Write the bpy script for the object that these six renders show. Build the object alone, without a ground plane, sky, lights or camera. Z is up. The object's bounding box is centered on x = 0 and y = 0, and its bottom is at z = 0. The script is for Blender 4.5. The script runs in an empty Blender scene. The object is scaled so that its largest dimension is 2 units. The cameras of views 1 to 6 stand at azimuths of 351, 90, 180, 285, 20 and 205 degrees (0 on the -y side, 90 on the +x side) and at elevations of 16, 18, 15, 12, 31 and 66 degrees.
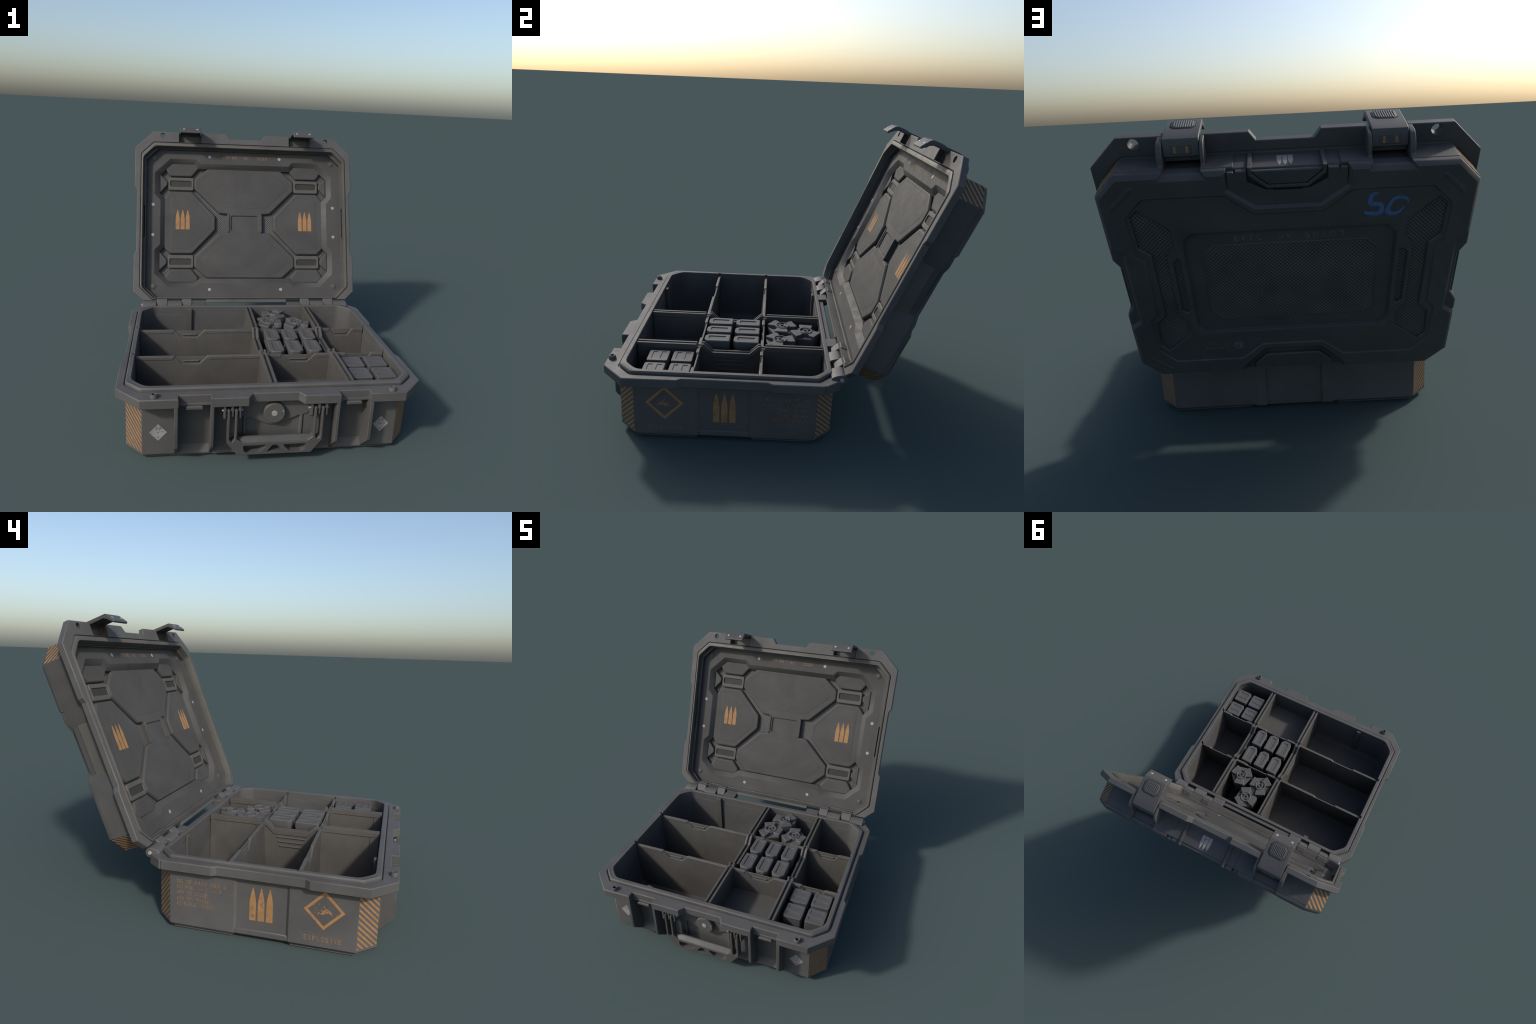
import bpy, bmesh, math, random
from mathutils import Vector, Matrix
from mathutils.geometry import tessellate_polygon

random.seed(7)
SCN = bpy.context.scene.collection

# ------------------------------------------------------------------ materials
def _nodes(name):
    m = bpy.data.materials.new(name)
    m.use_nodes = True
    nt = m.node_tree
    b = nt.nodes["Principled BSDF"]
    return m, nt, b

def _noise(nt, scale, detail=4.0, rough=0.6, vec=None, dist=0.0):
    n = nt.nodes.new("ShaderNodeTexNoise")
    n.inputs["Scale"].default_value = scale
    n.inputs["Detail"].default_value = detail
    n.inputs["Roughness"].default_value = rough
    n.inputs["Distortion"].default_value = dist
    if vec is not None:
        nt.links.new(vec, n.inputs["Vector"])
    return n.outputs["Fac"]

def _ramp(nt, fac, stops):
    r = nt.nodes.new("ShaderNodeValToRGB")
    e = r.color_ramp.elements
    while len(e) < len(stops):
        e.new(0.5)
    for el, (p, c) in zip(e, stops):
        el.position = p
        el.color = (c[0], c[1], c[2], 1) if hasattr(c, "__len__") else (c, c, c, 1)
    nt.links.new(fac, r.inputs["Fac"])
    return r.outputs["Color"]

def _mix(nt, fac, a, b, mode="MIX"):
    n = nt.nodes.new("ShaderNodeMix")
    n.data_type = "RGBA"
    n.blend_type = mode
    if isinstance(fac, (int, float)):
        n.inputs[0].default_value = fac
    else:
        nt.links.new(fac, n.inputs[0])
    for s, v in ((6, a), (7, b)):
        if isinstance(v, tuple):
            n.inputs[s].default_value = (*v, 1)
        else:
            nt.links.new(v, n.inputs[s])
    return n.outputs[2]

def _coords(nt):
    return nt.nodes.new("ShaderNodeTexCoord").outputs["Object"]

def _surface(nt, b, grain=260.0, strength=0.12, bevel=0.004):
    """rounded edges in shading plus a fine moulded grain"""
    co = _coords(nt)
    bump = nt.nodes.new("ShaderNodeBump")
    bump.inputs["Strength"].default_value = strength
    bump.inputs["Distance"].default_value = 0.002
    nt.links.new(_noise(nt, grain, 2.0, 0.5, co), bump.inputs["Height"])
    if bevel:
        bv = nt.nodes.new("ShaderNodeBevel")
        bv.samples = 4
        bv.inputs["Radius"].default_value = bevel
        nt.links.new(bv.outputs["Normal"], bump.inputs["Normal"])
    nt.links.new(bump.outputs["Normal"], b.inputs["Normal"])

def polymer_colour(nt, base, warm=0.25, dust=0.35):
    """grey moulded plastic: cloudy tone, warm dust smudges, tiny pale specks"""
    co = _coords(nt)
    lo = tuple(c * 0.86 for c in base)
    hi = tuple(c * 1.14 for c in base)
    cloud = _ramp(nt, _noise(nt, 3.2, 5, 0.62, co, 0.6), [(0.32, lo), (0.68, hi)])
    smudge = _ramp(nt, _noise(nt, 9.0, 6, 0.7, co), [(0.48, 0.0), (0.78, warm)])
    dusty = (base[0] * 1.38, base[1] * 1.27, base[2] * 1.12)
    c = _mix(nt, smudge, cloud, dusty)
    speck = _ramp(nt, _noise(nt, 150.0, 3, 0.6, co), [(0.66, 0.0), (0.80, dust)])
    c = _mix(nt, speck, c, tuple(x * 1.9 for x in base))
    return c

def polymer(name, base, rough=0.6, warm=0.25, dust=0.25, bevel=0.003, grain=260, strength=0.12, spec=0.35):
    m, nt, b = _nodes(name)
    c = polymer_colour(nt, base, warm, dust)
    nt.links.new(c, b.inputs["Base Color"])
    rr = _ramp(nt, _noise(nt, 14, 5, 0.6, _coords(nt)), [(0.3, rough - 0.1), (0.7, rough + 0.08)])
    nt.links.new(rr, b.inputs["Roughness"])
    b.inputs["Specular IOR Level"].default_value = spec
    _surface(nt, b, grain, strength, bevel)
    return m

def paint(name, colour, base, wear=0.5, scale=38.0):
    """stencilled paint, worn through to the plastic in noisy patches"""
    m, nt, b = _nodes(name)
    co = _coords(nt)
    c0 = tuple(x * 0.88 for x in colour)
    c1 = tuple(min(1, x * 1.1) for x in colour)
    tone = _ramp(nt, _noise(nt, 17, 4, 0.6, co), [(0.35, c0), (0.65, c1)])
    w = _ramp(nt, _noise(nt, scale, 6, 0.72, co), [(wear - 0.06, 0.92), (wear + 0.1, 0.0)])
    under = polymer_colour(nt, base)
    nt.links.new(_mix(nt, w, tone, under), b.inputs["Base Color"])
    b.inputs["Roughness"].default_value = 0.62
    b.inputs["Specular IOR Level"].default_value = 0.3
    return m

def weave(name, base):
    """diamond knurled grip mesh"""
    m, nt, b = _nodes(name)
    co = nt.nodes.new("ShaderNodeMapping")
    co.inputs["Rotation"].default_value = (0, 0, 0)
    nt.links.new(_coords(nt), co.inputs["Vector"])
    ck = nt.nodes.new("ShaderNodeTexChecker")
    ck.inputs["Scale"].default_value = 103.0
    nt.links.new(co.outputs["Vector"], ck.inputs["Vector"])
    ck.inputs["Color1"].default_value = (*[x * 0.55 for x in base], 1)
    ck.inputs["Color2"].default_value = (*[x * 1.45 for x in base], 1)
    cl = _ramp(nt, _noise(nt, 6, 4, 0.6, _coords(nt)), [(0.3, 0.8), (0.7, 1.15)])
    nt.links.new(_mix(nt, 1.0, ck.outputs["Color"], cl, "MULTIPLY"), b.inputs["Base Color"])
    b.inputs["Roughness"].default_value = 0.6
    b.inputs["Specular IOR Level"].default_value = 0.3
    bump = nt.nodes.new("ShaderNodeBump")
    bump.inputs["Strength"].default_value = 0.5
    bump.inputs["Distance"].default_value = 0.003
    nt.links.new(ck.outputs["Fac"], bump.inputs["Height"])
    nt.links.new(bump.outputs["Normal"], b.inputs["Normal"])
    return m

def steel(name, base):
    m, nt, b = _nodes(name)
    c = _ramp(nt, _noise(nt, 60, 4, 0.6, _coords(nt)), [(0.3, tuple(x * 0.8 for x in base)), (0.7, base)])
    nt.links.new(c, b.inputs["Base Color"])
    b.inputs["Metallic"].default_value = 0.1
    b.inputs["Roughness"].default_value = 0.5
    return m

GREY = (0.068, 0.0668, 0.0655)
LID_GREY = (0.053, 0.0525, 0.052)
M_CASE = polymer("case_polymer", GREY)
M_LID = polymer("lid_polymer", LID_GREY, warm=0.2)
M_LINING = polymer("lining_polymer", (0.049, 0.0484, 0.0474), rough=0.68, warm=0.2, dust=0.12, spec=0.28)
M_INNER = polymer("dusty_inner_polymer", (0.064, 0.061, 0.056), warm=0.45, dust=0.5)
M_CLIP = polymer("clip_polymer", (0.066, 0.063, 0.057), warm=0.3)
M_DARK = polymer("dark_rubber", (0.024, 0.0235, 0.022), rough=0.7)
M_LATCH = polymer("latch_polymer", (0.056, 0.055, 0.0535), rough=0.52)
M_LOAD = polymer("ammo_polymer", (0.068, 0.0675, 0.067), warm=0.15, dust=0.15)
M_MESH = weave("knurled_mesh", (0.062, 0.061, 0.059))
M_STEEL = steel("bare_steel", (0.27, 0.265, 0.275))
ORANGE = (0.255, 0.138, 0.058)
P_ORANGE = paint("orange_paint", ORANGE, GREY, 0.335)
P_WORN = paint("worn_orange_paint", (0.235, 0.125, 0.05), GREY, 0.42, 70)
P_WHITE = paint("pale_grey_paint", (0.235, 0.225, 0.215), GREY, 0.34)
P_FAINT = paint("faint_grey_paint", (0.115, 0.113, 0.112), LID_GREY, 0.42, 60)
P_BLUE = paint("blue_marker_paint", (0.060, 0.118, 0.27), LID_GREY, 0.36, 22)

# ------------------------------------------------------------------ geometry
def area(p):
    return 0.5 * sum(a[0] * b[1] - b[0] * a[1] for a, b in zip(p, p[1:] + p[:1]))

def ccw(p):
    p = [tuple(q) for q in p]
    return p if area(p) > 0 else p[::-1]

def mir(half):
    """mirror a chain of points (x >= 0) about x = 0 into a closed outline"""
    other = [(-x, y) for x, y in reversed(half)]
    pts = list(half)
    for q in other:
        if math.dist(q, pts[-1]) > 1e-6 and math.dist(q, pts[0]) > 1e-6:
            pts.append(q)
    return ccw(pts)

def inset(p, d):
    """mitred offset of a ccw outline, inward for positive d"""
    if abs(d) < 1e-9:
        return list(p)
    n, out = len(p), []
    for i in range(n):
        a, b, c = Vector(p[i - 1]), Vector(p[i]), Vector(p[(i + 1) % n])
        u, v = (b - a).normalized(), (c - b).normalized()
        nu, nv = Vector((-u.y, u.x)), Vector((-v.y, v.x))
        k = nu + nv
        s = max(0.35, 1.0 + nu.dot(nv))
        out.append(tuple(b + k * (d / s)))
    return out

def rounded(p, r, seg=3):
    """round every corner of an outline"""
    n, out = len(p), []
    for i in range(n):
        a, b, c = Vector(p[i - 1]), Vector(p[i]), Vector(p[(i + 1) % n])
        rr = min(r, (a - b).length * 0.45, (c - b).length * 0.45)
        s, e = b + (a - b).normalized() * rr, b + (c - b).normalized() * rr
        for k in range(seg + 1):
            t = k / seg
            out.append(tuple(s * (1 - t) ** 2 + b * 2 * t * (1 - t) + e * t * t))
    return out

def rect(x0, y0, x1, y1):
    return [(x0, y0), (x1, y0), (x1, y1), (x0, y1)]

def circle(cx, cy, r, n=20, rot=0.0):
    return [(cx + r * math.cos(rot + 2 * math.pi * i / n), cy + r * math.sin(rot + 2 * math.pi * i / n)) for i in range(n)]

def octo(hx, y0, y1, c, cy=None):
    cy = c if cy is None else cy
    return [(hx - c, y0), (hx, y0 + cy), (hx, y1 - cy), (hx - c, y1), (-hx + c, y1), (-hx, y1 - cy), (-hx, y0 + cy), (-hx + c, y0)]

class Geo:
    """accumulates solids; a frame maps (u, v, w) into the parent's space"""
    def __init__(self):
        self.v, self.f = [], []

    def add(self, verts, faces, M=None):
        o = len(self.v)
        self.v += [tuple(M @ Vector(q)) if M is not None else tuple(q) for q in verts]
        self.f += [tuple(i + o for i in fc) for fc in faces]
        return self

    def prism(self, pts, levels, holes=(), M=None):
        """stacked outline: levels = [(w, inset)...]; holes = [(outline, [(w, shrink)...] or None)]"""
        pts = ccw(pts)
        if isinstance(levels[0], (int, float)):
            z0, z1 = levels[:2]
            c = levels[2] if len(levels) > 2 else 0.0
            cb = levels[3] if len(levels) > 3 else 0.0
            L = []
            if cb: L += [(z0, cb), (z0 + cb, 0)]
            else: L += [(z0, 0)]
            if c: L += [(z1 - c, 0), (z1, c)]
            else: L += [(z1, 0)]
            levels = L
        V, F = [], []

        def loft(outl, lv, flip):
            loops = []
            for w, d in lv:
                q = inset(outl, d)
                loops.append(list(range(len(V), len(V) + len(q))))
                V.extend((x, y, w) for x, y in q)
            for a, b in zip(loops, loops[1:]):
                n = len(a)
                for i in range(n):
                    j = (i + 1) % n
                    F.append((a[i], a[j], b[j], b[i]) if not flip else (a[j], a[i], b[i], b[j]))
            return loops[0], loops[-1]

        lo, hi = loft(pts, levels, False)
        caps = [[lo], [hi]]
        for h, hl in holes:
            h = ccw(h)
            hl = hl or [(levels[0][0], 0), (levels[-1][0], 0)]
            a, b = loft(h, hl, True)
            caps[0].append(a)
            caps[1].append(b)
        for k, rings in enumerate(caps):
            if len(rings) == 1:
                F.append(tuple(rings[0][::-1] if k == 0 else rings[0]))
                continue
            flat = [i for r in rings for i in r]
            for t in tessellate_polygon([[Vector(V[i]) for i in r] for r in rings]):
                t = [flat[i] for i in t]
                ar = area([V[i][:2] for i in t])
                if abs(ar) < 1e-12:
                    continue
                F.append(tuple(t if (ar > 0) == (k == 1) else t[::-1]))
        return self.add(V, F, M)

    def loft(self, rings, M=None, caps=True):
        V, F, n = [], [], len(rings[0])
        for r in rings:
            V += list(r)
        for k in range(len(rings) - 1):
            for i in range(n):
                j = (i + 1) % n
                F.append((k * n + i, k * n + j, (k + 1) * n + j, (k + 1) * n + i))
        if caps:
            F += [tuple(range(n))[::-1], tuple(range((len(rings) - 1) * n, len(rings) * n))]
        return self.add(V, F, M)

    def box(self, x0, x1, y0, y1, z0, z1, c=0.0, M=None):
        return self.prism(rect(x0, y0, x1, y1), (z0, z1, c, c), M=M)

    def mirrored(self):
        o, nf = len(self.v), len(self.f)
        self.v += [(-x, y, z) for x, y, z in self.v]
        self.f += [tuple(i + o for i in reversed(f)) for f in self.f[:nf]]
        return self

def frame(o, u, v):
    u, v = Vector(u).normalized(), Vector(v).normalized()
    w = u.cross(v)
    M = Matrix((u, v, w)).transposed().to_4x4()
    M.translation = Vector(o)
    return M

XFRONT = lambda y: frame((0, y, 0), (1, 0, 0), (0, 0, 1))      # (x, z) drawn on a front wall, w toward -y
SIDE = lambda x: frame((x, 0, 0), (0, 1, 0), (0, 0, 1))        # (y, z) outline extruded along +x

def finish(bm_me, angle=32):
    bm = bmesh.new()
    bm.from_mesh(bm_me)
    bmesh.ops.remove_doubles(bm, verts=bm.verts, dist=1e-6)
    bmesh.ops.recalc_face_normals(bm, faces=bm.faces)
    bm.to_mesh(bm_me)
    bm.free()
    bm_me.polygons.foreach_set("use_smooth", [True] * len(bm_me.polygons))
    bm_me.set_sharp_from_angle(angle=math.radians(angle))

def draft(g, axis, centre, ztop, k):
    """moulding draft: walls thicken toward the floor"""
    out = []
    for v in g.v:
        v = list(v)
        v[axis] = centre + (v[axis] - centre) * (1 + k * max(0.0, ztop - v[2]))
        out.append(tuple(v))
    g.v = out
    return g

def obj(name, geo, mat, parent=None, angle=32, recalc=True):
    me = bpy.data.meshes.new(name)
    me.from_pydata(geo.v, [], geo.f)
    me.materials.append(mat)
    finish(me, angle)
    o = bpy.data.objects.new(name, me)
    SCN.objects.link(o)
    o.parent = parent
    return o

def dup(o, name=None, mirror=None, M=None):
    c = o.copy()
    c.name = name or o.name.split(".")[0]
    SCN.objects.link(c)
    if M is not None:
        c.matrix_basis = M
    return c

# ---- lettering: built-in font, one glyph mesh cached per character, set monospaced
_glyphs = {}
def glyph(ch):
    if ch not in _glyphs:
        cu = bpy.data.curves.new("glyph", "FONT")
        cu.body = ch
        cu.resolution_u = 2
        ob = bpy.data.objects.new("glyph", cu)
        SCN.objects.link(ob)
        dg = bpy.context.evaluated_depsgraph_get()
        dg.update()
        me = ob.evaluated_get(dg).to_mesh()
        vs = [(v.co.x, v.co.y) for v in me.vertices]
        fs = [tuple(p.vertices) for p in me.polygons]
        ob.evaluated_get(dg).to_mesh_clear()
        bpy.data.objects.remove(ob)
        bpy.data.curves.remove(cu)
        _glyphs[ch] = (vs, fs)
    return _glyphs[ch]

def lettering(geo, text, x, y, cell, height, M, fill=0.78, lift=0.0009, slant=0.0):
    for k, ch in enumerate(text):
        if ch == " ":
            continue
        vs, fs = glyph(ch)
        if not vs:
            continue
        xs = [p[0] for p in vs]
        x0, x1 = min(xs), max(xs)
        sy = height / 0.70
        w = x1 - x0
        sx = min(cell * fill / w, sy * 1.3) if w > 0.12 else sy
        ox = x + k * cell + cell * 0.5 - (x0 + x1) * 0.5 * sx
        geo.add([(ox + px * sx + slant * py * sy, y + py * sy, lift) for px, py in vs], fs, M)
    return geo

def bullet(cx, y0, y1, w):
    sh = y0 + (y1 - y0) * 0.52
    h = w / 2
    half = [(h * 0.93, y0), (h, y0 + 0.002), (h, sh), (h * 0.82, sh + (y1 - sh) * 0.35), (h * 0.5, sh + (y1 - sh) * 0.68), (h * 0.12, y1)]
    return [(cx + x, y) for x, y in mir(half)]

def decal(geo, pts, M, lift=0.0010, t=0.0006):
    return geo.prism(pts, (lift - t, lift), M=M)

def clip_halfplane(p, axis, val, keep_less):
    out = []
    for a, b in zip(p, p[1:] + p[:1]):
        ina = (a[axis] <= val) == keep_less
        inb = (b[axis] <= val) == keep_less
        if ina:
            out.append(a)
        if ina != inb:
            t = (val - a[axis]) / (b[axis] - a[axis])
            out.append(tuple(a[i] + (b[i] - a[i]) * t for i in (0, 1)))
    return out

def stripes(geo, w, z0, z1, drop, period, M, duty=0.45):
    """hazard stripes falling by drop across a panel of width w"""
    k = z0 - abs(drop) - period
    while k < z1 + abs(drop) + period:
        p = [(0, k), (w, k - drop), (w, k - drop + period * duty), (0, k + period * duty)]
        for ax, val, less in ((1, z1, True), (1, z0, False)):
            p = clip_halfplane(p, ax, val, less) if p else p
        if len(p) > 2 and abs(area(p)) > 1e-5:
            decal(geo, p, M)
        k += period
    return geo

# ------------------------------------------------------------------ the case
YC = -0.30
case = bpy.data.objects.new("equipment_case", None)
SCN.objects.link(case)
case["label"] = "open dark grey military ammunition case with divided tray"
case["category"] = "ammunition case"

def rim_outline(slot=0.653):
    """outline shared by the two mating flanges, in (x, q): q points to the latch side"""
    half = [(0, -0.612), (0.785, -0.612), (0.855, -0.548), (0.855, -0.263), (0.838, -0.237), (0.838, 0.237), (0.855, 0.263),
            (0.855, 0.563), (0.7205, 0.695), (0.521, 0.695), (0.521, slot), (0.351, slot), (0.351, 0.695), (0.153, 0.695), (0.125, 0.655), (0, 0.655)]
    return mir(half)

def world(p):
    return [(x, YC - q) for x, q in p]

# --- base body: prismatic tub with chamfered corners
def tub_outline():
    half = [(0, -0.88), (0.5425, -0.88), (0.5425, -0.91), (0.713, -0.91), (0.8075, -0.8095), (0.8075, -0.454), (0.7965, -0.440), (0.7965, -0.166), (0.8075, -0.152),
            (0.8075, 0.215), (0.713, 0.312), (0.166, 0.312), (0.160, 0.299), (0, 0.299)]
    return mir(half)

IN = (0.7738, -0.8728, 0.2698)           # inner cavity half width, front, back
cavity = rounded(octo(IN[0], IN[1], IN[2], 0.0765), 0.03, 3)
g = Geo()
g.prism(tub_outline(), [(0.018, 0.014), (0.034, 0.0), (0.372, 0.0)], holes=[(cavity, [(0.018, 0.040), (0.048, 0.036), (0.066, 0.016), (0.092, 0.004), (0.372, 0)])])
base = obj("base", g, M_CASE, case)

g = Geo().prism(octo(0.790, -0.876, 0.30, 0.1), (0.022, 0.046))
obj("floor", g, M_INNER, base)

g = Geo()
lip_o = rounded(octo(0.807, -0.906, 0.300, 0.083), 0.012, 2)
lip_half = octo(0.776, -0.875, 0.272, 0.077)
lip_i = rounded(lip_half, 0.03, 3)
# divider notches and the two spare slots cut into the lip
def notch(outl, hx, ys, w, d):
    out = []
    for a, b in zip(outl, outl[1:] + outl[:1]):
        out.append(a)
        if abs(a[0] - b[0]) < 1e-6 and abs(abs(a[0]) - hx) < 1e-4 and abs(a[1] - b[1]) > 0.3:
            s = 1 if b[1] > a[1] else -1
            sg = 1 if a[0] > 0 else -1
            for y in sorted(ys, key=lambda t: t * s):
                out += [(a[0], y - s * w), (a[0] + sg * d, y - s * w), (a[0] + sg * d, y + s * w), (a[0], y + s * w)]
    return out
lip_i = notch(ccw(lip_i), 0.776, [-0.491, -0.105], 0.009, 0.012)
g.prism(lip_o, [(0.34, 0), (0.424, 0), (0.432, 0.006)], holes=[(lip_i, [(0.34, 0), (0.428, 0), (0.432, -0.003)])])
obj("sealing_lip", g, M_CASE, base)

g = Geo()
rim_hole = rounded(octo(0.8115, -0.9105, 0.3045, 0.0838), 0.012, 2)
g.prism(world(rim_outline()), [(0.361, 0.003), (0.364, 0), (0.411, 0), (0.415, 0.004)], holes=[(rim_hole, [(0.361, 0), (0.411, 0), (0.415, -0.004)])])
g.prism(octo(0.8145, -0.913, 0.3115, 0.085), [(0.366, 0.001), (0.408, 0.001)], holes=[(octo(0.80, -0.89, 0.295, 0.08), None)])
base_rim = obj("rim", g, M_CASE, base)

# gasket line near the inner edge of the lip corners
g = Geo()
for sx in (1, -1):
    for (a, b) in (((0.726, -0.884), (0.790, -0.817)), ((0.726, 0.280), (0.790, 0.214))):
        a, b = Vector((sx * a[0], a[1])), Vector((sx * b[0], b[1]))
        d = (b - a).normalized() * 0.5
        n = Vector((-d.y, d.x)).normalized() * 0.0012
        g.prism([tuple(a - n), tuple(b - n), tuple(b + n), tuple(a + n)], (0.4300, 0.4326))
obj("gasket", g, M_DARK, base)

# feet
g = Geo()
for sy in (1, -1):
    f = lambda y: YC + sy * (y - YC)
    g.prism([(x, f(y)) for x, y in [(0.262, -0.885), (0.702, -0.885), (0.784, -0.797), (0.784, -0.46), (0.70, -0.44), (0.60, -0.52), (0.262, -0.80)]], (0.0, 0.024, 0.0, 0.004))
g.mirrored()
obj("foot", g, M_CASE, base)

# side mid panel kerb (both sides) and back ribs
g = Geo()
for x0 in (0.787,):
    g.prism([(-0.452, 0.030), (-0.154, 0.030), (-0.154, 0.056), (-0.168, 0.066), (-0.438, 0.066), (-0.452, 0.056)], [(0, 0), (0.012, 0), (0.018, 0.005)], M=SIDE(x0))
g.mirrored()
obj("kerb", g, M_CASE, base)
g = Geo()
for s in (1, -1):
    g.prism(rect(min(s * 0.166, s * 0.229), 0.024, max(s * 0.166, s * 0.229), 0.362), [(0, 0), (0.002, 0), (0.0045, 0.0025)], M=frame((0, 0.310, 0), (-1, 0, 0), (0, 0, 1)))
obj("back_rib", g, M_CASE, base)

# front ribs beside the latch bays
g = Geo()
for x0, x1 in ((0.522, 0.5435), (0.333, 0.3525)):
    prof = [(-0.8765, 0.022), (-0.908, 0.032), (-0.985, 0.112), (-0.9935, 0.126), (-0.9935, 0.363), (-0.8765, 0.363)]
    L = x1 - x0
    g.prism(prof, [(0, 0.003), (0.003, 0), (L - 0.003, 0), (L, 0.003)], M=SIDE(x0))
g.mirrored()
obj("front_rib", g, M_CASE, base)

# latch bay shelves and strike tabs
g = Geo()
g.box(0.348, 0.524, -0.957, -0.8765, 0.352, 0.368, 0.003)
g.prism([(-0.8765, 0.024), (-0.905, 0.024), (-0.905, 0.03), (-0.8765, 0.075)], (0.3515, 0.523), M=SIDE(0))
g.mirrored()
obj("bay_shelf", g, M_CASE, base)
g = Geo().box(0.394, 0.480, -0.968, -0.8765, 0.333, 0.354, 0.004).mirrored()
obj("strike_tab", g, M_CASE, base)

# middle front: shield plate with pillars, end kerb
g = Geo()
plate = [(0.20, 0.366), (0.20, 0.258), (0.169, 0.247), (0.169, 0.03), (0.150, 0.03), (0.150, 0.240), (0.140, 0.243), (0.050, 0.203), (0.030, 0.195), (0, 0.192)]
g.box(-0.205, 0.205, -0.897, -0.8765, 0.03, 0.365)
g.box(0.172, 0.334, -0.906, -0.8765, 0.022, 0.3645)
g.box(-0.334, -0.172, -0.906, -0.8765, 0.022, 0.3645)
g.prism(mir(plate), [(0, 0), (0.0145, 0), (0.0185, 0.004)], M=XFRONT(-0.8935))
g.prism([(-0.8765, 0.024), (-0.912, 0.024), (-0.912, 0.03), (-0.8765, 0.066)], (-0.333, 0.333), M=SIDE(0))
obj("front_plate", g, M_CASE, base)

# dial
g = Geo()
g.prism(rounded(circle(0, 0.279, 0.066, 8, math.radians(10)), 0.024, 3), [(0, 0), (0.036, 0), (0.041, 0.004)], M=XFRONT(-0.899))
dial = obj("dial", g, M_CLIP, base)
g = Geo()
g.prism(circle(0, 0.279, 0.017, 20), [(0.03, 0), (0.042, 0), (0.0435, 0.002)], M=XFRONT(-0.899))
g.prism(circle(0.046, 0.293, 0.0045, 8), [(0.03, 0), (0.0425, 0)], M=XFRONT(-0.899))
obj("dial_stud", g, M_STEEL, dial)

# carrying handle, its lugs and pins
g = Geo()
out = [(0, 0.063), (0.204, 0.063), (0.2635, 0.141), (0.2635, 0.336), (0.2595, 0.341), (0.2535, 0.341), (0.2495, 0.336), (0.2495, 0.160), (0.236, 0.147), (0.223, 0.160),
       (0.223, 0.336), (0.219, 0.341), (0.2125, 0.341), (0.2085, 0.336), (0.2085, 0.163), (0.178, 0.139), (0, 0.139)]
hole_side = [(0.174, 0.122), (0.170, 0.087), (0.147, 0.072), (0.084, 0.078), (0.050, 0.112), (0.050, 0.122)]
holes = [(rounded(ccw(hole_side), 0.006, 2), None), (rounded(ccw([(-x, y) for x, y in hole_side]), 0.006, 2), None), (ccw([(-0.044, 0.080), (0.044, 0.080), (0.012, 0.121), (-0.012, 0.121)]), None)]
g.prism(mir(out), [(0, 0.003), (0.003, 0), (0.043, 0), (0.046, 0.003)], holes=[(h, [(0, 0), (0.046, 0)]) for h, _ in holes], M=XFRONT(-0.950))
ring = lambda x, k: [(x, -0.967 + (y + 0.967) * k, 0.152 + (z - 0.152) * k) for y, z in
                     [(-0.994, 0.128), (-0.985, 0.124), (-0.962, 0.126), (-0.954, 0.134), (-0.953, 0.153), (-0.958, 0.160), (-0.966, 0.161), (-0.976, 0.156), (-0.994, 0.138)]]
g.loft([ring(-0.205, 0.72), ring(-0.18, 1), ring(0.18, 1), ring(0.205, 0.72)])
handle = obj("handle", g, M_LATCH, base)
g = Geo()
for cx, zb in ((0.2775, 0.280), (0.2365, 0.289), (0.1965, 0.280)):
    g.prism([(-0.8765, 0.30), (-0.955, zb), (-0.980, zb), (-0.9855, zb + 0.008), (-0.9855, 0.366), (-0.8765, 0.366)], [(0, 0.002), (0.002, 0), (0.0115, 0), (0.0135, 0.002)], M=SIDE(cx - 0.00675))
g.mirrored()
obj("handle_lug", g, M_CASE, base)
g = Geo()
g.prism(circle(-0.968, 0.327, 0.0065, 10), (0.180, 0.292), M=SIDE(0)).mirrored()
obj("handle_pin", g, M_STEEL, handle)

# guide sockets standing on the rim
g = Geo()
for s in (1, -1):
    g.prism(circle(s * 0.647, -0.967, 0.0215, 20), [(0.405, 0), (0.4215, 0), (0.436, 0.005)], holes=[(circle(s * 0.647, -0.967, 0.0105, 20), [(0.405, 0), (0.434, 0), (0.436, -0.0015)])])
obj("guide_socket", g, M_CASE, base)

# --- hinges
HY, HZ, HR = 0.346, 0.417, 0.029
def knuckle_profile(cy, cz, sgn, leaf):
    """rounded barrel with a leaf; arc on the outer side"""
    pts = [(cy + HR * math.cos(a), cz + HR * math.sin(a)) for a in [math.radians(d) for d in range(-100, 101, 20)]]
    return pts + leaf
g = Geo()
prof = knuckle_profile(HY, HZ, 1, [(0.305, 0.436), (0.290, 0.425), (0.290, 0.364), (0.318, 0.364)])
for x0, x1 in ((0.682, 0.783), (0.493, 0.599)):
    g.prism(prof, [(0, 0.003), (0.003, 0), (x1 - x0 - 0.003, 0), (x1 - x0, 0.003)], M=SIDE(x0))
g.prism([(0.29, 0.366), (0.350, 0.384), (0.366, 0.392), (0.375, 0.408), (0.371, 0.424), (0.356, 0.433), (0.29, 0.430)], [(0, 0.003), (0.003, 0), (0.100, 0), (0.103, 0.003)], M=SIDE(0.3145))

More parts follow.
